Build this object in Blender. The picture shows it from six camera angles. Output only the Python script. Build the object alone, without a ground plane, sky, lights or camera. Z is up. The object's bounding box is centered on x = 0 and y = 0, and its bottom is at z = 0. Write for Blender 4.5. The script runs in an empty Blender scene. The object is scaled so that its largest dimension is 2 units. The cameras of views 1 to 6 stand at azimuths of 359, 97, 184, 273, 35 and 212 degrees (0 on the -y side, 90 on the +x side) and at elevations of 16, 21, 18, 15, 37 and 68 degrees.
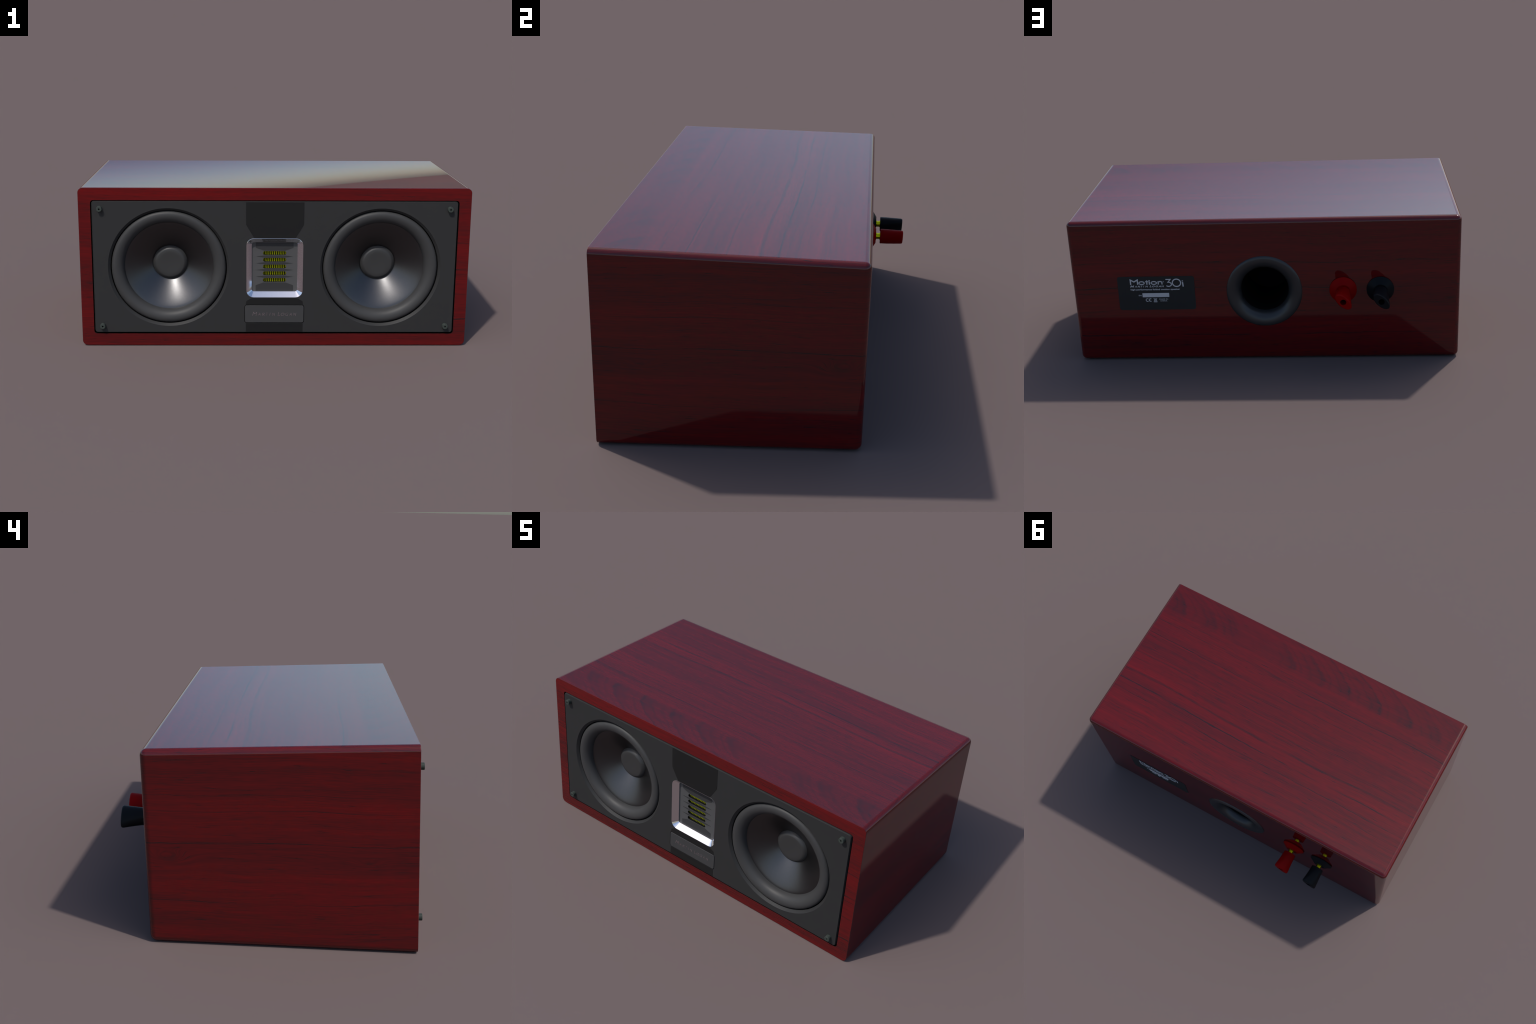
"""Two-way wooden centre loudspeaker: glossy mahogany cabinet leaning back by three
degrees, charcoal baffle with two woofers and a folded-ribbon tweeter, rear bass port,
type label and two binding posts."""
import bpy, bmesh, math
from mathutils import Matrix, Vector

TILT = math.radians(3.0)
S, C = math.sin(TILT), math.cos(TILT)
UP = Vector((0, S, C))                      # "up" along the leaning front and back
FRONT_N = Vector((0, -C, S))                # outward normal of the front
BACK_N = Vector((0, C, -S))
FRONT_O = Vector((0, -0.6085, 0))           # foot of the front face
BACK_O = Vector((0, 0.4415, 0))             # foot of the back face
FRONT_H = 0.8335                             # height of the front measured along it


def frame(origin, right, up, normal):
    m = Matrix.Identity(4)
    for i, v in enumerate((right, up, normal, origin)):
        m.col[i][:3] = v
    return m


FRONT = frame(FRONT_O, Vector((1, 0, 0)), UP, FRONT_N)
BACK = frame(BACK_O, Vector((-1, 0, 0)), UP, BACK_N)
BAFFLE = FRONT @ Matrix.Translation((0, 0.0020, 0.005))   # the baffle stands proud of the frame


# ------------------------------------------------------------------ materials
class Nodes:
    """Tiny helper that writes shader maths as expressions."""

    def __init__(self, name):
        self.mat = bpy.data.materials.new(name)
        self.mat.use_nodes = True
        self.t = self.mat.node_tree
        self.bsdf = self.t.nodes["Principled BSDF"]

    def put(self, sock, v):
        if isinstance(v, bpy.types.NodeSocket):
            self.t.links.new(v, sock)
        elif isinstance(v, tuple) and len(v) == 3 and sock.type == "RGBA":
            sock.default_value = (*v, 1)
        else:
            sock.default_value = v

    def m(self, op, a, b=0.0, c=0.0, clamp=False):
        n = self.t.nodes.new("ShaderNodeMath")
        n.operation = op
        n.use_clamp = clamp
        for i, v in enumerate((a, b, c)):
            self.put(n.inputs[i], v)
        return n.outputs[0]

    def add(self, a, b): return self.m("ADD", a, b)
    def sub(self, a, b): return self.m("SUBTRACT", a, b)
    def mul(self, a, b): return self.m("MULTIPLY", a, b)

    def smooth(self, v, lo, hi, a=0.0, b=1.0):
        n = self.t.nodes.new("ShaderNodeMapRange")
        n.interpolation_type = "SMOOTHSTEP"
        for i, x in enumerate((v, lo, hi, a, b)):
            self.put(n.inputs[i], x)
        return n.outputs[0]

    def vec(self, x, y, z):
        n = self.t.nodes.new("ShaderNodeCombineXYZ")
        for i, v in enumerate((x, y, z)):
            self.put(n.inputs[i], v)
        return n.outputs[0]

    def noise(self, v, scale=1.0, detail=2.0, rough=0.5):
        n = self.t.nodes.new("ShaderNodeTexNoise")
        self.t.links.new(v, n.inputs["Vector"])
        n.inputs["Scale"].default_value = scale
        n.inputs["Detail"].default_value = detail
        n.inputs["Roughness"].default_value = rough
        return n.outputs[0]

    def obj(self):
        co = self.t.nodes.new("ShaderNodeTexCoord")
        sp = self.t.nodes.new("ShaderNodeSeparateXYZ")
        self.t.links.new(co.outputs["Object"], sp.inputs[0])
        return co.outputs["Object"], sp.outputs

    def ramp(self, f, stops):
        n = self.t.nodes.new("ShaderNodeValToRGB")
        self.t.links.new(f, n.inputs[0])
        e = n.color_ramp.elements
        while len(e) < len(stops):
            e.new(0.5)
        for el, (p, col) in zip(e, stops):
            el.position = p
            el.color = (*col, 1)
        return n.outputs[0]

    def set(self, **kw):
        for k, v in kw.items():
            self.put(self.bsdf.inputs[k.replace("_", " ").title().replace("Ior", "IOR")], v)
        return self.mat

    def bump(self, h, strength, dist):
        n = self.t.nodes.new("ShaderNodeBump")
        n.inputs["Strength"].default_value = strength
        n.inputs["Distance"].default_value = dist
        self.t.links.new(h, n.inputs["Height"])
        self.t.links.new(n.outputs[0], self.bsdf.inputs["Normal"])


def wood(name, along, across, seed, slope=0.0, lines=(), cathedral=False, knots=(), bands=0.45):
    """Lacquered mahogany; grain runs on axis `along`, rings are stacked on `across`."""
    k = Nodes(name)
    _, xyz = k.obj()
    u, v = xyz[along], xyz[across]
    big = k.noise(k.vec(k.mul(u, 0.9), k.mul(v, 1.6), seed), 1, 1)
    wob = k.noise(k.vec(k.mul(u, 4.5), k.mul(v, 5.0), seed + 3.1), 1, 2)
    w = k.add(v, k.mul(k.sub(big, 0.5), 0.070))
    w = k.add(w, k.mul(k.sub(wob, 0.5), 0.016))
    w = k.add(w, k.mul(u, slope))
    heart = None
    for (ku, kv, su, sv, amp) in knots:        # grain bends round a knot
        du = k.m("POWER", k.m("ABSOLUTE", k.mul(k.sub(u, ku), 1 / su)), 2.0)
        dv = k.m("POWER", k.m("ABSOLUTE", k.mul(k.sub(v, kv), 1 / sv)), 2.0)
        g = k.m("EXPONENT", k.mul(k.add(du, dv), -1.0))
        w = k.add(w, k.mul(g, amp))
        heart = g if heart is None else k.m("MAXIMUM", heart, g)
    broad = k.noise(k.vec(k.mul(u, 0.30), k.mul(w, 6.5), seed + 7), 1, 1)
    mid = k.noise(k.vec(k.mul(u, 0.9), k.mul(w, 46), seed + 11), 1, 4, 0.6)
    fine = k.noise(k.vec(k.mul(u, 6.0), k.mul(w, 260), seed + 17), 1, 2, 0.6)
    hair = k.noise(k.vec(k.mul(u, 22.0), k.mul(w, 620), seed + 19), 1, 1)
    tone = k.add(k.mul(broad, bands), k.add(k.mul(mid, 0.46), k.add(k.mul(fine, 0.50), k.mul(hair, 0.34))))
    tone = k.sub(tone, (bands + 1.30) * 0.5 - 0.54)
    # long thin growth-ring lines: level sets of stretched noise, broken up along the grain
    lev = k.noise(k.vec(k.mul(u, 0.55), k.mul(w, 19), seed + 23), 1, 2, 0.5)
    saw = k.m("FRACT", k.mul(lev, 7.0))
    line = k.smooth(saw, 0.80, 0.99)
    brk = k.smooth(k.noise(k.vec(k.mul(u, 3.2), k.mul(w, 22), seed + 29), 1, 2), 0.42, 0.66)
    tone = k.sub(tone, k.mul(k.mul(line, brk), 0.17))
    # short pores
    pore = k.smooth(k.noise(k.vec(k.mul(u, 11.0), k.mul(w, 230), seed + 31), 1, 1), 0.66, 0.78)
    tone = k.sub(tone, k.mul(pore, 0.30))
    for (pos, wid, dep) in lines:              # strong named lines of this board
        d = k.m("ABSOLUTE", k.sub(w, pos))
        keep = k.smooth(k.noise(k.vec(k.mul(u, 2.6), pos * 9, seed + 37), 1, 3, 0.7), 0.30, 0.56)
        tone = k.sub(tone, k.mul(k.mul(k.smooth(d, wid, wid * 0.15), keep), dep))
    if cathedral:                              # flame figure in the strip behind the front edge
        wig = k.noise(k.vec(k.mul(u, 5), k.mul(v, 9), seed + 41), 1, 3, 0.6)
        wig2 = k.noise(k.vec(k.mul(u, 22), k.mul(v, 30), seed + 47), 1, 2, 0.6)
        t = k.mul(k.add(v, 0.56), 1 / 0.18)
        r = k.sub(1.0, t)
        bend = k.sub(1.0, k.mul(r, r))
        c = k.add(k.add(u, k.mul(bend, 0.23)), k.add(k.mul(k.sub(wig, 0.5), 0.11), k.mul(k.sub(wig2, 0.5), 0.035)))
        f = k.m("FRACT", k.mul(k.sub(0.09, c), 1 / 0.193))
        f2 = k.m("FRACT", k.mul(k.sub(0.05, c), 1 / 0.067))
        soft_arch = k.mul(k.smooth(f, 0.15, 0.85), k.smooth(f, 1.0, 0.86))
        edge = k.mul(k.smooth(f, 0.76, 0.86), k.smooth(f, 0.96, 0.87))
        thin = k.mul(k.smooth(f2, 0.5, 0.85), k.smooth(f2, 1.0, 0.86))
        gap = k.sub(1.0, k.mul(k.smooth(u, 0.14, 0.26), k.smooth(u, 0.60, 0.44)))
        belly = k.smooth(t, -0.1, 0.8, 0.35, 1.0)
        vary = k.smooth(k.noise(k.vec(k.mul(u, 6), k.mul(v, 22), seed + 43), 1, 2), 0.28, 0.60, 0.45, 1.05)
        inside = k.smooth(k.add(v, k.mul(k.sub(wig2, 0.5), 0.03)), -0.352, -0.402)
        flame = k.add(k.mul(k.mul(soft_arch, belly), 0.10), k.add(k.mul(edge, 0.06), k.mul(thin, 0.08)))
        flame = k.mul(k.mul(flame, vary), k.add(k.mul(gap, 0.75), 0.25))
        calm = k.add(k.mul(k.sub(tone, 0.5), 0.60), 0.50)
        inv = k.sub(1.0, inside)
        tone = k.add(k.mul(tone, inv), k.mul(k.sub(calm, flame), inside))
    if heart is not None:
        tone = k.sub(tone, k.mul(k.smooth(heart, 0.75, 1.0), 0.10))
    col = k.ramp(tone, [(0.0, (0.006, 0.0062, 0.0072)), (0.22, (0.024, 0.0048, 0.0054)),
                        (0.45, (0.062, 0.0030, 0.0036)), (0.70, (0.108, 0.0022, 0.0028)),
                        (1.0, (0.178, 0.0026, 0.0034))])
    return k.set(base_color=col, roughness=0.03, ior=1.5)


def plain(name, col, rough, metallic=0.0, grain=0.0, scale=60.0, bump=0.0, spec=0.5):
    k = Nodes(name)
    co, _ = k.obj()
    n = k.noise(co, scale, 4, 0.6)
    lo = tuple(max(0.0, c * (1 - grain)) for c in col)
    hi = tuple(c * (1 + grain) for c in col)
    k.set(base_color=k.ramp(n, [(0.25, lo), (0.75, hi)]), roughness=rough, metallic=metallic)
    k.bsdf.inputs["Specular IOR Level"].default_value = spec
    if bump:
        k.bump(n, bump, 0.002)
    return k.mat


M_TOP = wood("mahogany_top", 0, 1, 2.0, slope=0.012, cathedral=True,
             lines=((-0.285, 0.0045, 0.30), (-0.187, 0.004, 0.24), (-0.035, 0.0035, 0.22), (0.088, 0.011, 0.24),
                    (0.155, 0.0045, 0.36), (0.220, 0.004, 0.26)))
M_FACE = wood("mahogany_front_and_back", 0, 2, 31.0, slope=0.004,
              lines=((0.41, 0.005, 0.28), (0.55, 0.006, 0.22), (0.15, 0.005, 0.30)))
M_SIDE = wood("mahogany_side", 1, 2, 57.0, slope=0.02,
              lines=((0.43, 0.0030, 0.34), (0.56, 0.0028, 0.22), (0.18, 0.003, 0.20), (0.62, 0.0028, 0.20)),
              bands=0.26, knots=((0.37, 0.355, 0.09, 0.030, 0.05), (-0.40, 0.365, 0.06, 0.014, 0.02)))
M_BAFFLE = plain("charcoal_satin_paint", (0.0225, 0.0225, 0.0228), 0.55, grain=0.05, scale=240, bump=0.02, spec=0.2)
M_INLAY = plain("black_satin_inlay", (0.0105, 0.0105, 0.0106), 0.5, grain=0.05, scale=240, spec=0.15)
M_BADGE = plain("grey_badge", (0.039, 0.039, 0.040), 0.55, grain=0.04, scale=200, spec=0.2)
M_PLATE = plain("grey_faceplate", (0.062, 0.062, 0.063), 0.6, grain=0.04, scale=200, spec=0.2)
M_PLATE_DARK = plain("dark_faceplate", (0.029, 0.029, 0.030), 0.6, grain=0.04, scale=200, spec=0.2)
M_RUBBER = plain("surround_rubber", (0.037, 0.037, 0.0375), 0.5, grain=0.05, scale=180, spec=0.22)
M_CONE = plain("brushed_dark_metal_cone", (0.078, 0.078, 0.081), 0.34, metallic=1.0, grain=0.05, scale=120)
M_CAP = plain("dust_cap_grey", (0.031, 0.031, 0.0315), 0.38, grain=0.05, scale=180, spec=0.35)
M_BLACK = plain("black_cavity", (0.004, 0.004, 0.004), 0.8, grain=0.1, spec=0.1)
M_CHROME = plain("polished_aluminium", (0.80, 0.80, 0.84), 0.10, metallic=1.0)
M_RIBBON = plain("yellow_ribbon_film", (0.50, 0.50, 0.006), 0.5, grain=0.08, scale=300, spec=0.2)
M_PIN = plain("grey_green_pin", (0.034, 0.042, 0.037), 0.55, grain=0.08, scale=300, spec=0.2)
M_LETTER = plain("silver_lettering", (0.62, 0.58, 0.62), 0.22, metallic=1.0)
M_LABEL = plain("black_label_film", (0.018, 0.020, 0.021), 0.5, grain=0.06, scale=120, spec=0.25)
M_PRINT = plain("white_print", (0.50, 0.50, 0.52), 0.6, grain=0.02, spec=0.2)
M_PORT = plain("black_port_plastic", (0.024, 0.024, 0.025), 0.36, grain=0.06, scale=150, spec=0.5)
M_RED = plain("red_plastic", (0.21, 0.0003, 0.0003), 0.5, grain=0.05, scale=150, spec=0.06)
M_POST = plain("black_plastic", (0.0055, 0.0065, 0.008), 0.42, grain=0.06, scale=150, spec=0.1)
M_GOLD = plain("yellow_gold_plating", (0.70, 0.66, 0.01), 0.20, metallic=1.0, grain=0.05)


# ------------------------------------------------------------------ mesh helpers
def link(name, mesh, mat=None, matrix=None, parent=None):
    o = bpy.data.objects.new(name, mesh)
    bpy.context.scene.collection.objects.link(o)
    if mat is not None:
        mesh.materials.clear()
        mesh.materials.append(mat)
    if matrix is not None:
        o.matrix_world = matrix
    if parent is not None:
        put_under(o, parent)
    return o


def put_under(o, parent):
    bpy.context.view_layer.update()
    m = o.matrix_world.copy()
    o.parent = parent
    o.matrix_parent_inverse = parent.matrix_world.inverted()
    o.matrix_world = m


def finish(bm, angle=30, smooth=True):
    bmesh.ops.remove_doubles(bm, verts=bm.verts, dist=1e-6)
    bmesh.ops.recalc_face_normals(bm, faces=bm.faces)
    me = bpy.data.meshes.new("m")
    bm.to_mesh(me)
    bm.free()
    if smooth:
        me.shade_smooth()
        me.set_sharp_from_angle(angle=math.radians(angle))
    return me


def lathe(profile, segs=96, angle=28):
    """Turn (radius, height) points about local z."""
    bm = bmesh.new()
    rings = []
    for r, h in profile:
        if r < 1e-6:
            rings.append([bm.verts.new((0, 0, h))] * segs)
        else:
            rings.append([bm.verts.new((r * math.cos(a), r * math.sin(a), h))
                          for a in (2 * math.pi * i / segs for i in range(segs))])
    for a, b in zip(rings, rings[1:]):
        for i in range(segs):
            j = (i + 1) % segs
            q = []
            for vtx in (a[i], a[j], b[j], b[i]):
                if vtx not in q:
                    q.append(vtx)
            if len(q) > 2:
                bm.faces.new(q)
    return finish(bm, angle)


def rrect(hx, hy, r, n=6, cx=0.0, cy=0.0):
    pts = []
    for sx, sy, a0 in ((1, 1, 0), (-1, 1, 90), (-1, -1, 180), (1, -1, 270)):
        for i in range(n + 1):
            a = math.radians(a0 + 90 * i / n)
            pts.append((cx + sx * (hx - r) + r * math.cos(a), cy + sy * (hy - r) + r * math.sin(a)))
    return pts


def loft(loops, cap_lo=False, cap_hi=False, closed=True, angle=30):
    """Skin a list of loops [(x, y, z), ...] of equal length."""
    bm = bmesh.new()
    vs = [[bm.verts.new(p) for p in lp] for lp in loops]
    n = len(vs[0])
    for a, b in zip(vs, vs[1:]):
        for i in range(n if closed else n - 1):
            j = (i + 1) % n
            bm.faces.new((a[i], a[j], b[j], b[i]))
    if cap_lo:
        bm.faces.new(vs[0][::-1])
    if cap_hi:
        bm.faces.new(vs[-1])
    return finish(bm, angle)


def at(pts, z):
    return [(x, y, z) for x, y in pts]


def prism(pts, z0, z1, chamfer=0.0, inner=None):
    """Extrude an outline; `inner` is the smaller outline of the chamfered front."""
    loops = [at(pts, z0)]
    if inner:
        loops += [at(pts, z1 - chamfer), at(inner, z1)]
    else:
        loops.append(at(pts, z1))
    return loft(loops, True, True)


def pill(hx, hy, cx, cy, n=8):
    return rrect(hx, hy, hy * 0.999, n, cx, cy)


def cut(obj, cutters):
    """Boolean difference, applied at once."""
    for mesh, matrix in cutters:
        c = link("cutter", mesh, None, matrix)
        mod = obj.modifiers.new("cut", "BOOLEAN")
        mod.operation = "DIFFERENCE"
        mod.solver = "EXACT"
        mod.object = c
        bpy.context.view_layer.update()
        me = bpy.data.meshes.new_from_object(obj.evaluated_get(bpy.context.evaluated_depsgraph_get()))
        obj.modifiers.clear()
        obj.data = me
        bpy.data.objects.remove(c)


def join(meshes):
    bm = bmesh.new()
    for m in meshes:
        bm.from_mesh(m)
    me = bpy.data.meshes.new("joined")
    bm.to_mesh(me)
    bm.free()
    return me


def stroke(pts, width, z0, z1, closed=False):
    """A pen stroke with mitred corners, as a thin prism."""
    p = [Vector((x, y)) for x, y in pts]
    n = len(p)
    L, R = [], []
    for i in range(n):
        a = p[i - 1] if (i or closed) else None
        b = p[(i + 1) % n] if (i < n - 1 or closed) else None
        d1 = (p[i] - a).normalized() if a is not None else None
        d2 = (b - p[i]).normalized() if b is not None else None
        d = ((d1 or d2) + (d2 or d1)).normalized()
        nrm = Vector((-d.y, d.x))
        base = d1 or d2
        k = 1 / max(0.45, nrm.dot(Vector((-base.y, base.x))))
        L.append(p[i] + nrm * width / 2 * k)
        R.append(p[i] - nrm * width / 2 * k)
    bm = bmesh.new()
    rows = [[bm.verts.new((*q, z)) for q, z in ((l, z0), (l, z1), (r, z1), (r, z0))] for l, r in zip(L, R)]
    for i in range(n if closed else n - 1):
        a, b = rows[i], rows[(i + 1) % n]
        for j in range(4):
            bm.faces.new((a[j], a[(j + 1) % 4], b[(j + 1) % 4], b[j]))
    if not closed:
        bm.faces.new(rows[0])
        bm.faces.new(rows[-1][::-1])
    return finish(bm, smooth=False)


def arc(cx, cy, rx, ry, a0, a1, n=20):
    return [(cx + rx * math.cos(math.radians(a0 + (a1 - a0) * i / n)),
             cy + ry * math.sin(math.radians(a0 + (a1 - a0) * i / n))) for i in range(n + 1)]


def words(body, x0, x1, y0, y1, z0, z1, shear=0.0, bold=0.0):
    """Built-in font, fitted to a box (the box is that of the whole body)."""
    cu = bpy.data.curves.new("t", "FONT")
    cu.body = body
    cu.shear = shear
    cu.extrude = 0.5
    cu.offset = bold
    cu.resolution_u = 4
    o = link("t", cu)
    bpy.context.view_layer.update()
    me = bpy.data.meshes.new_from_object(o.evaluated_get(bpy.context.evaluated_depsgraph_get()))
    bpy.data.objects.remove(o)
    lo = [min(v.co[i] for v in me.vertices) for i in range(3)]
    hi = [max(v.co[i] for v in me.vertices) for i in range(3)]
    for v in me.vertices:
        for i, (a, b) in enumerate(((x0, x1), (y0, y1), (z0, z1))):
            v.co[i] = a + (v.co[i] - lo[i]) / max(1e-9, hi[i] - lo[i]) * (b - a)
    return me


def shift(matrix, x, y, z=0.0):
    return matrix @ Matrix.Translation((x, y, z))


# ------------------------------------------------------------------ the thing
root = bpy.data.objects.new("bookshelf_loudspeaker", None)
bpy.context.scene.collection.objects.link(root)
root["label"] = "glossy red mahogany loudspeaker with two dark woofers and ribbon tweeter"
root["category"] = "loudspeaker"

# cabinet: leaning front and back, flat floor, top falling to the rear
front_top = FRONT_O + UP * FRONT_H
top_dir = Vector((0, C, -S))
depth_top = (BACK_O - front_top).dot(BACK_N) / top_dir.dot(BACK_N)
back_top = front_top + top_dir * depth_top
corners = [FRONT_O, BACK_O, back_top, front_top]      # side profile
bm = bmesh.new()
lf = [bm.verts.new((-1, p.y, p.z)) for p in corners]
rt = [bm.verts.new((1, p.y, p.z)) for p in corners]
bm.faces.new(lf)
bm.faces.new(rt[::-1])
for i in range(4):
    j = (i + 1) % 4
    bm.faces.new((lf[i], rt[i], rt[j], lf[j]))
bmesh.ops.recalc_face_normals(bm, faces=bm.faces)
bm.edges.ensure_lookup_table()


def on_front(e):
    return all(abs((v.co - FRONT_O).dot(FRONT_N)) < 1e-4 for v in e.verts)


soft = [e for e in bm.edges if not on_front(e)
        and not (abs(e.verts[0].co.x - e.verts[1].co.x) > 1 and max(v.co.z for v in e.verts) > 2)]
bmesh.ops.bevel(bm, geom=soft, offset=0.026, segments=6, profile=0.5, affect="EDGES", clamp_overlap=True)
rim = [e for e in bm.edges if on_front(e)]
bmesh.ops.bevel(bm, geom=rim, offset=0.003, segments=2, profile=0.5, affect="EDGES", clamp_overlap=True)
cab_mesh = finish(bm, 40)
cabinet = link("cabinet", cab_mesh)
OPEN_HX, OPEN_W0, OPEN_W1 = 0.9378, 0.0638, 0.7695
open_cy, open_hy = (OPEN_W0 + OPEN_W1) / 2, (OPEN_W1 - OPEN_W0) / 2
PORT_W = 0.386
cut(cabinet, [
    (prism(rrect(OPEN_HX, open_hy, 0.016, 5, 0, open_cy), -0.30, 0.1), FRONT),
    (lathe([(0, -0.46), (0.160, -0.46), (0.160, 0.1), (0, 0.1)], 96), shift(BACK, 0, PORT_W)),
])
me = cabinet.data
me.materials.clear()
for m in (M_TOP, M_FACE, M_SIDE, M_BLACK):
    me.materials.append(m)
for p in me.polygons:
    n = p.normal
    c = p.center
    d_front = -(c - FRONT_O).dot(FRONT_N)
    d_back = -(c - BACK_O).dot(BACK_N)
    hole = abs(c.x) < 0.945 and 0.055 < c.z < 0.775 and d_front > 0.004 and d_back > 0.03
    p.material_index = 3 if hole else 2 if abs(n.x) > 0.2 else 0 if abs(n.z) > 0.6 else 1
me.shade_smooth()
me.set_sharp_from_angle(angle=math.radians(40))
# split the top along a diagonal; bend corner normals to steer its reflected sky
bm = bmesh.new()
bm.from_mesh(me)
bm.faces.ensure_lookup_table()
TOP_N = Vector((0, S, C))
top = max((f for f in bm.faces if f.normal.dot(TOP_N) > 0.9999), key=lambda f: f.calc_area())


def corner(sx, sy):
    return max(top.verts, key=lambda v: sx * v.co.x + sy * v.co.y)


v_fl, v_rr = corner(-1, -1), corner(1, 1)
bmesh.ops.connect_verts(bm, verts=[v_fl, v_rr])
bm.to_mesh(me)
bm.free()
wn = cabinet.modifiers.new("normals", "WEIGHTED_NORMAL")
wn.keep_sharp = True
wn.weight = 100
bpy.context.view_layer.update()
me = bpy.data.meshes.new_from_object(cabinet.evaluated_get(bpy.context.evaluated_depsgraph_get()))
cabinet.modifiers.clear()
cabinet.data = me
SWING = math.tan(math.radians(5.3))
LEAN = {(-1, -1): 2.4, (1, -1): 0.8, (-1, 1): -0.4, (1, 1): -2.0}   # degrees, by corner
normals = [Vector(n.vector) for n in me.corner_normals]
for p in me.polygons:
    if p.normal.dot(TOP_N) > 0.9999 and p.area > 0.2:
        for li in p.loop_indices:
            co = me.vertices[me.loops[li].vertex_index].co
            lean = LEAN[(1 if co.x > 0 else -1, 1 if co.y > 0 else -1)]
            k = SWING if (co.x > 0 and co.y < 0) else -SWING if (co.x < 0 and co.y > 0) else 0.0
            normals[li] = (TOP_N + Vector((math.tan(math.radians(lean)), k, 0))).normalized()
me.normals_split_custom_set(normals)
put_under(cabinet, root)

# baffle with chamfered rim, holes for the drivers and a pocket for the badge
WOOFER_X, WOOFER_W = 0.545, 0.416
TW_W, TW_HX, TW_HY = 0.4150, 0.145, 0.1557
BADGE_W, BADGE_HX, BADGE_HY = 0.1695, 0.1525, 0.0462
outer = rrect(0.9335, 0.3485, 0.016, 5, 0, 0.4175)
face = rrect(0.9285, 0.3440, 0.010, 5, 0, 0.4180)
baffle = link("baffle", prism(outer, -0.09, 0.005, 0.011, face), M_BAFFLE, FRONT)
woofer_hole = [(0, -0.1), (0.299, -0.1), (0.299, -0.012), (0.312, 0.0005), (0.312, 0.05), (0, 0.05)]
cut(baffle, [
    (lathe(woofer_hole, 96), shift(BAFFLE, -WOOFER_X, WOOFER_W)),
    (lathe(woofer_hole, 96), shift(BAFFLE, WOOFER_X, WOOFER_W)),
    (prism(rrect(TW_HX - 0.001, TW_HY - 0.001, 0.036, 6, 0, TW_W), -0.1, 0.1), BAFFLE),
    (prism(rrect(BADGE_HX + 0.003, BADGE_HY + 0.003, 0.012, 5, 0, BADGE_W), -0.012, 0.1), BAFFLE),
])
baffle.data.materials.clear()
baffle.data.materials.append(M_BAFFLE)
baffle.data.shade_smooth()
baffle.data.set_sharp_from_angle(angle=math.radians(28))
wn = baffle.modifiers.new("normals", "WEIGHTED_NORMAL")
wn.keep_sharp = True
put_under(baffle, root)

# black inlays above and below the tweeter
upper = [(-0.1478, 0.7590), (-0.1478, 0.6432), (-0.1042, 0.5705), (0.1042, 0.5705), (0.1478, 0.6432), (0.1478, 0.7590)]
lower = [(-0.1115, 0.2585), (-0.1462, 0.2385), (-0.1478, 0.2195), (0.1478, 0.2195), (0.1462, 0.2385), (0.1115, 0.2585)]
foot = [(-0.1478, 0.1200), (-0.1478, 0.0722), (0.1478, 0.0722), (0.1478, 0.1200)]
for pts in (upper, lower, foot):
    link("inlay", prism(pts[::-1], -0.004, 0.0009), M_INLAY, BAFFLE, root)

# woofers
gap_p = [(0.300, -0.013), (0.299, -0.045), (0.270, -0.045), (0.270, -0.080), (0.02, -0.22), (0.02, -0.23), (0.302, -0.23), (0.304, -0.013)]
R_IN, R_OUT = 0.2290, 0.2945
roll = [(R_OUT, -0.046), (R_OUT, -0.022)]
for i in range(1, 25):
    t = i / 24
    a = math.pi * t
    r = (R_OUT + R_IN) / 2 + (R_OUT - R_IN) / 2 * math.cos(a)
    rise = math.sin(a) ** 0.85
    roll.append((r, -0.022 * (1 - t) - 0.050 * t + 0.033 * rise))
roll += [(R_IN - 0.002, -0.056)]
cone = [(R_IN + 0.0010, -0.0475)]
for i in range(1, 25):
    t = i / 24
    cone.append((R_IN + (0.080 - R_IN) * t, -0.0475 - 0.086 * (t ** 1.17)))
cone.append((0.06, -0.145))
cap = [(0.0965, -0.146), (0.0962, -0.1330), (0.0948, -0.1305), (0.0925, -0.1308), (0.0912, -0.1290), (0.0880, -0.1235), (0.0800, -0.1155), (0.0740, -0.1118), (0.0705, -0.1108),
       (0.055, -0.1105), (0.035, -0.1110), (0, -0.1120)]
meshes = {k: lathe(p, 128, a) for k, p, a in (("gap", gap_p, 30), ("roll", roll, 40), ("cone", cone, 40), ("cap", cap, 40))}
for m, mat in (("gap", M_BLACK), ("roll", M_RUBBER), ("cone", M_CONE), ("cap", M_CAP)):
    meshes[m].materials.append(mat)
for sx in (-1, 1):
    mx = shift(BAFFLE, sx * WOOFER_X, WOOFER_W)
    w = link("woofer", meshes["gap"], None, mx, root)
    link("surround", meshes["roll"], None, mx, w)
    link("cone", meshes["cone"], None, mx, w)
    link("dust_cap", meshes["cap"], None, mx, w)

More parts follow.
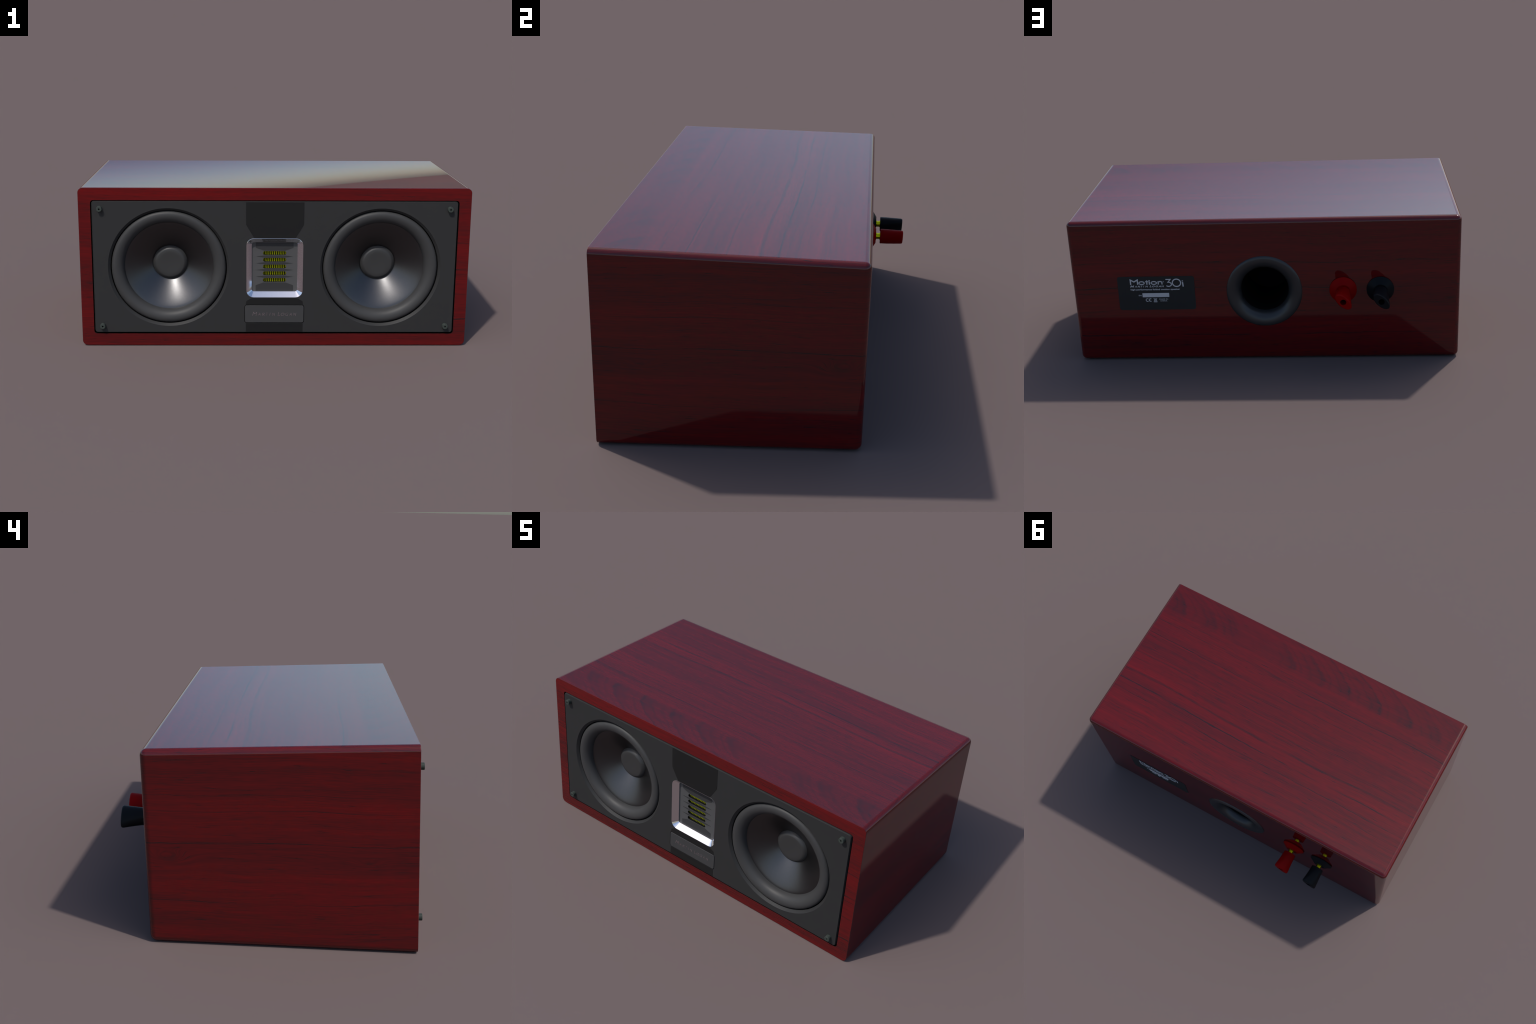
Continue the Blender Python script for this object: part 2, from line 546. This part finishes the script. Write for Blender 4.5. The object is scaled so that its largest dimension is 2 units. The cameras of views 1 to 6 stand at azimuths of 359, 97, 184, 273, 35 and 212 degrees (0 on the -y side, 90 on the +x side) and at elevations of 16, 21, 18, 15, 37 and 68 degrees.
# tweeter: faceplate with five slots, bright bevelled trim, pleated ribbon
TMX = shift(BAFFLE, 0, TW_W)
PLATE_Z = -0.030
tweeter = link("tweeter", prism(rrect(0.1215, 0.1335, 0.012, 5), PLATE_Z - 0.016, PLATE_Z), M_PLATE, TMX)
slot_w = [0.0730 - 0.0358 * i for i in range(5)]
cut(tweeter, [(prism(pill(0.0602, 0.0101, 0, sw), -0.1, 0.0), TMX) for sw in slot_w])
tweeter.data.materials.clear()
tweeter.data.materials.append(M_PLATE)
tweeter.data.materials.append(M_BLACK)
for p in tweeter.data.polygons:              # slot walls are black
    p.material_index = int(p.center.z < PLATE_Z - 0.001)
tweeter.data.shade_smooth()
tweeter.data.set_sharp_from_angle(angle=math.radians(25))
put_under(tweeter, root)
NC = 5
trim_loops = [at(rrect(TW_HX + 0.0005, TW_HY + 0.0005, 0.0375, NC), -0.010),
              at(rrect(TW_HX + 0.0005, TW_HY + 0.0005, 0.0375, NC), 0.0012),
              at(rrect(TW_HX - 0.0002, TW_HY - 0.0002, 0.0370, NC), 0.0014),
              at(rrect(0.1180, 0.1304, 0.0115, NC), -0.024),
              at(rrect(0.1178, 0.1302, 0.0115, NC), PLATE_Z - 0.002)]
trim = link("trim_frame", loft(trim_loops, angle=9), M_CHROME, TMX, tweeter)
dark = []
for s in (1, -1):
    dark.append([(-0.0972, 0.0014 + s * 0.1296), (-0.0972, 0.0014 + s * 0.1000), (-0.0560, 0.0014 + s * 0.0848), (0.0560, 0.0014 + s * 0.0848), (0.0972, 0.0014 + s * 0.1000), (0.0972, 0.0014 + s * 0.1296)])
for a, b in zip(slot_w, slot_w[1:]):
    m = (a + b) / 2
    dark.append([(-0.0955, m), (-0.0600, m + 0.0042), (-0.053, m + 0.0056), (0.053, m + 0.0056), (0.0600, m + 0.0042), (0.0955, m),
                 (0.0600, m - 0.0042), (0.053, m - 0.0056), (-0.053, m - 0.0056), (-0.0600, m - 0.0042)])
for pts in dark:
    link("faceplate_inlay", prism(pts, PLATE_Z - 0.004, PLATE_Z + 0.0008), M_PLATE_DARK, TMX, tweeter)
link("ribbon_backing", prism(rrect(0.075, 0.095, 0.004, 2), PLATE_Z - 0.034, PLATE_Z - 0.023), M_BLACK, TMX, tweeter)
ribbon_pts = [(-0.0026, -0.030), (-0.0026, -0.0150), (-0.0014, -0.0125), (0.0014, -0.0125), (0.0026, -0.0150), (0.0026, -0.030)]
loops = [[(x, y, PLATE_Z + z) for x, z in ribbon_pts] for y in (-0.088, 0.088)]
pleat_mesh = loft(loops, True, True, angle=60)
pleat_mesh.materials.append(M_RIBBON)
for i in range(13):
    link("ribbon_pleat", pleat_mesh, None, shift(TMX, (i - 6) * 0.00968, 0), tweeter)

# badge with italic small capitals
BMX = shift(BAFFLE, 0, BADGE_W)
badge = link("badge", prism(rrect(BADGE_HX, BADGE_HY, 0.010, 5), -0.012, 0.0012, 0.001, rrect(BADGE_HX - 0.001, BADGE_HY - 0.001, 0.009, 5)), M_BADGE, BMX, root)
letters = (("M", 420, 578, 1), ("A", 603, 692, 0), ("R", 745, 828, 0), ("T", 878, 938, 0), ("I", 988, 1026, 0), ("N", 1085, 1180, 0),
           ("L", 1268, 1340, 1), ("O", 1372, 1490, 0), ("G", 1522, 1622, 0), ("A", 1650, 1736, 0), ("N", 1780, 1885, 0))
px = 0.228 / (1885 - 420)
parts = [words(ch, (a - 1152) * px, (b - 1152) * px, -0.0092, 0.0108 if cap_ else 0.0066, 0.0, 0.0020, 0.22, -0.012) for ch, a, b, cap_ in letters]
link("badge_lettering", join(parts), M_LETTER, BMX, badge)

# grille pins
pin = lathe([(0, -0.001), (0.0045, -0.001), (0.0045, 0.0200), (0.0060, 0.0200), (0.0130, 0.0200), (0.0143, 0.0187), (0.0143, -0.002)][1:], 24, 40)
pin_hole = lathe([(0, 0.009), (0.0046, 0.009)], 24)
pin.materials.append(M_PIN)
pin_hole.materials.append(M_BLACK)
for x in (-0.8905, 0.8905):
    for w in (0.1067, 0.7247):
        o = link("grille_pin", pin, None, shift(BAFFLE, x, w), root)
        link("pin_socket", pin_hole, None, shift(BAFFLE, x, w), o)

# rear bass port: rounded lip, flare and tube
port_p = [(0.1960, -0.006)]
for i in range(0, 25):                       # rounded lip that rolls over into the tube
    a = math.pi * i / 24
    t = i / 24
    port_p.append((0.1595 + 0.0365 * math.cos(a), -0.002 - 0.040 * t * t + 0.0160 * math.sin(a) + 0.006 * math.sin(a) * t))
port = link("bass_port", lathe(port_p, 96, 40), M_PORT, shift(BACK, 0, PORT_W), root)
link("port_tube", lathe([(0.1230, -0.0415), (0.1225, -0.060), (0.1225, -0.348), (0.0, -0.348)], 96, 40), M_BLACK, shift(BACK, 0, PORT_W), port)

# rear label (local x on the back runs to -x of the world)
LX, LW = -0.5613, 0.3845
LMX = shift(BACK, LX, LW)
label = link("type_label", prism(rrect(0.2006, 0.0938, 0.013, 5), -0.002, 0.0015), M_LABEL, LMX, root)
Z0, Z1 = 0.0010, 0.0024
P = 0.4012 / 1835.0                         # one picture unit on the label plane


def lx(world_x): return -world_x - LX
def ly(w): return w - LW


print_parts = []
sw = 0.0062
bx, by = lx(0.6950), ly(0.4338)


def pen(pts, w=sw, closed=False):
    print_parts.append(stroke(pts, w, Z0, Z1, closed))


H = 0.0290                                   # cap height of the product word
pen([(bx + 0.002, by), (bx + 0.0018, by + H * 0.93), (bx + 0.0200, by + H * 0.56), (bx + 0.0384, by + H * 0.93), (bx + 0.0386, by)])
pen(arc(bx + 0.0595, by + 0.0090, 0.0140, 0.0078, 0, 348, 30), 0.0050, True)
pen([(bx + 0.0872, by), (bx + 0.0872, by + 0.0235)])
pen([(bx + 0.0790, by + 0.0165), (bx + 0.0955, by + 0.0165)], 0.0048)
pen([(bx + 0.1003, by), (bx + 0.1003, by + 0.0180)])
pen([(bx + 0.1003, by + 0.0205), (bx + 0.1003, by + 0.0250)], 0.0066)
pen(arc(bx + 0.1235, by + 0.0090, 0.0140, 0.0078, 0, 348, 30), 0.0050, True)
pen([(bx + 0.1465, by), (bx + 0.1465, by + 0.0180)])
pen([(bx + 0.1465, by + 0.0150)] + arc(bx + 0.1565, by + 0.0100, 0.0095, 0.0066, 150, 0, 12) + [(bx + 0.1660, by)], 0.0055)
pen([(bx + 0.1712, by + 0.0150), (bx + 0.1750, by + 0.0150)], 0.0042)
nx, ny = lx(0.5080), ly(0.4205)
pen([(nx - 0.001, ny + 0.0410), (nx + 0.0230, ny + 0.0410), (nx + 0.0105, ny + 0.0250)]
    + arc(nx + 0.0130, ny + 0.0135, 0.0150, 0.0115, 100, -140, 24), 0.0052)
pen(arc(nx + 0.0550, ny + 0.0215, 0.0215, 0.0205, 0, 350, 40), 0.0056, True)
pen([(nx + 0.0885, ny), (nx + 0.0868, ny + 0.0245)], 0.0060)
pen([(nx + 0.0864, ny + 0.0290), (nx + 0.0861, ny + 0.0335)], 0.0066)
marks = (("M", 480, 578, 1), ("A", 588, 640, 0), ("R", 655, 712, 0), ("T", 728, 775, 0), ("I", 790, 815, 0), ("N", 840, 908, 0),
         ("L", 942, 990, 1), ("O", 1000, 1065, 0), ("G", 1080, 1145, 0), ("A", 1150, 1212, 0), ("N", 1220, 1285, 0))
k = (0.697 - 0.5195) / (1285 - 480)
for ch, a, b, cap_ in marks:
    print_parts.append(words(ch, lx(0.697) + (a - 480) * k, lx(0.697) + (b - 480) * k, ly(0.4190), ly(0.4300 if cap_ else 0.4280), Z0, Z1, 0.25, 0.025))
print_parts.append(words("high-performance folded motion speaker", lx(0.6955), lx(0.4374), ly(0.3995), ly(0.4108), Z0, Z1, 0, 0.018))
print_parts.append(words("SN:", lx(0.6567), lx(0.6400), ly(0.3695), ly(0.3765), Z0, Z1))
print_parts.append(prism(rrect(0.0700, 0.0112, 0.0015, 3, lx(0.5664), ly(0.3741)), Z0, Z1))
pen(arc(lx(0.6125), ly(0.3466), 0.0078, 0.0078, 55, 305, 16), 0.0030)
pen(arc(lx(0.5965), ly(0.3466), 0.0078, 0.0078, 55, 305, 16), 0.0030)
pen([(lx(0.6040), ly(0.3466)), (lx(0.5970), ly(0.3466))], 0.0026)
qx = lx(0.5709)
pen([(qx - 0.0095, ly(0.3555)), (qx + 0.0085, ly(0.3415))], 0.0018)
pen([(qx + 0.0095, ly(0.3555)), (qx - 0.0085, ly(0.3415))], 0.0018)
pen([(qx - 0.0060, ly(0.3540)), (qx + 0.0060, ly(0.3540)), (qx + 0.0045, ly(0.3430)), (qx - 0.0045, ly(0.3430))], 0.0016, True)
pen([(qx - 0.0095, ly(0.3362)), (qx + 0.0095, ly(0.3362))], 0.0042)
print_parts.append(words("MADE IN", lx(0.5500), lx(0.5045), ly(0.3480), ly(0.3540), Z0, Z1))
print_parts.append(words("CHINA", lx(0.5455), lx(0.5095), ly(0.3380), ly(0.3438), Z0, Z1))
link("label_print", join(print_parts), M_PRINT, LMX, label)

# binding posts
collar = lathe([(0.0660, -0.001), (0.0703, 0.0035), (0.0700, 0.0065), (0.0380, 0.0272), (0.0365, 0.0282), (0.010, 0.0282)], 48, 25)
shaft = lathe([(0.0155, 0.020), (0.0185, 0.0280), (0.0185, 0.0305), (0.0150, 0.0315), (0.0150, 0.0455), (0.0180, 0.0465), (0.0180, 0.0530)], 32, 30)
AX, BX = 0.0525, 0.0270
sections = ((0.0490, 0.0350, 0.0), (0.0500, 0.0368, 0.0), (0.0810, 0.0373, 0.12), (0.1210, 0.0380, 0.55), (0.1545, 0.0400, 1.0), (0.1600, 0.0385, 1.0), (0.1625, 0.0355, 1.0))
loops = []
for z, r, e in sections:
    sc = r / 0.0400 if e == 1.0 else 1.0
    a = (r * (1 - e) + AX * e) if e < 1 else AX - (0.040 - r)
    b = (r * (1 - e) + BX * e) if e < 1 else BX - (0.040 - r)
    lp = []
    for i in range(48):
        t = 2 * math.pi * i / 48
        x, y = a * math.cos(t), b * math.sin(t)
        q = math.radians(135)                # long axis leans to +x of the world at the top
        lp.append((x * math.cos(q) - y * math.sin(q), x * math.sin(q) + y * math.cos(q), z))
    loops.append(lp)
hole_r = 0.0155
for z in (0.1625, 0.0900):
    loops.append([(hole_r * math.cos(2 * math.pi * i / 48 + math.radians(135)), hole_r * math.sin(2 * math.pi * i / 48 + math.radians(135)), z) for i in range(48)])
knob = loft(loops, True, False, angle=35)
bore = lathe([(0, 0.092), (0.0158, 0.092)], 24)
cross = lathe([(0.0062, -0.0153), (0.0062, 0.0153), (0, 0.0153)], 16)
shaft.materials.append(M_GOLD)
bore.materials.append(M_BLACK)
cross.materials.append(M_BLACK)
for wx, mat in ((-0.405, M_RED), (-0.595, M_POST)):
    mx = shift(BACK, -wx, 0.3905)
    post = link("binding_post", collar.copy(), mat, mx, root)
    link("post_shaft", shaft, None, mx, post)
    link("cross_hole", cross, None, mx @ Matrix.Translation((0, 0, 0.0385)) @ Matrix.Rotation(math.radians(50), 4, "Z") @ Matrix.Rotation(math.radians(90), 4, "X"), post)
    kn = link("post_knob", knob.copy(), mat, mx, post)
    link("socket_end", bore, None, mx, post)
bpy.context.view_layer.update()
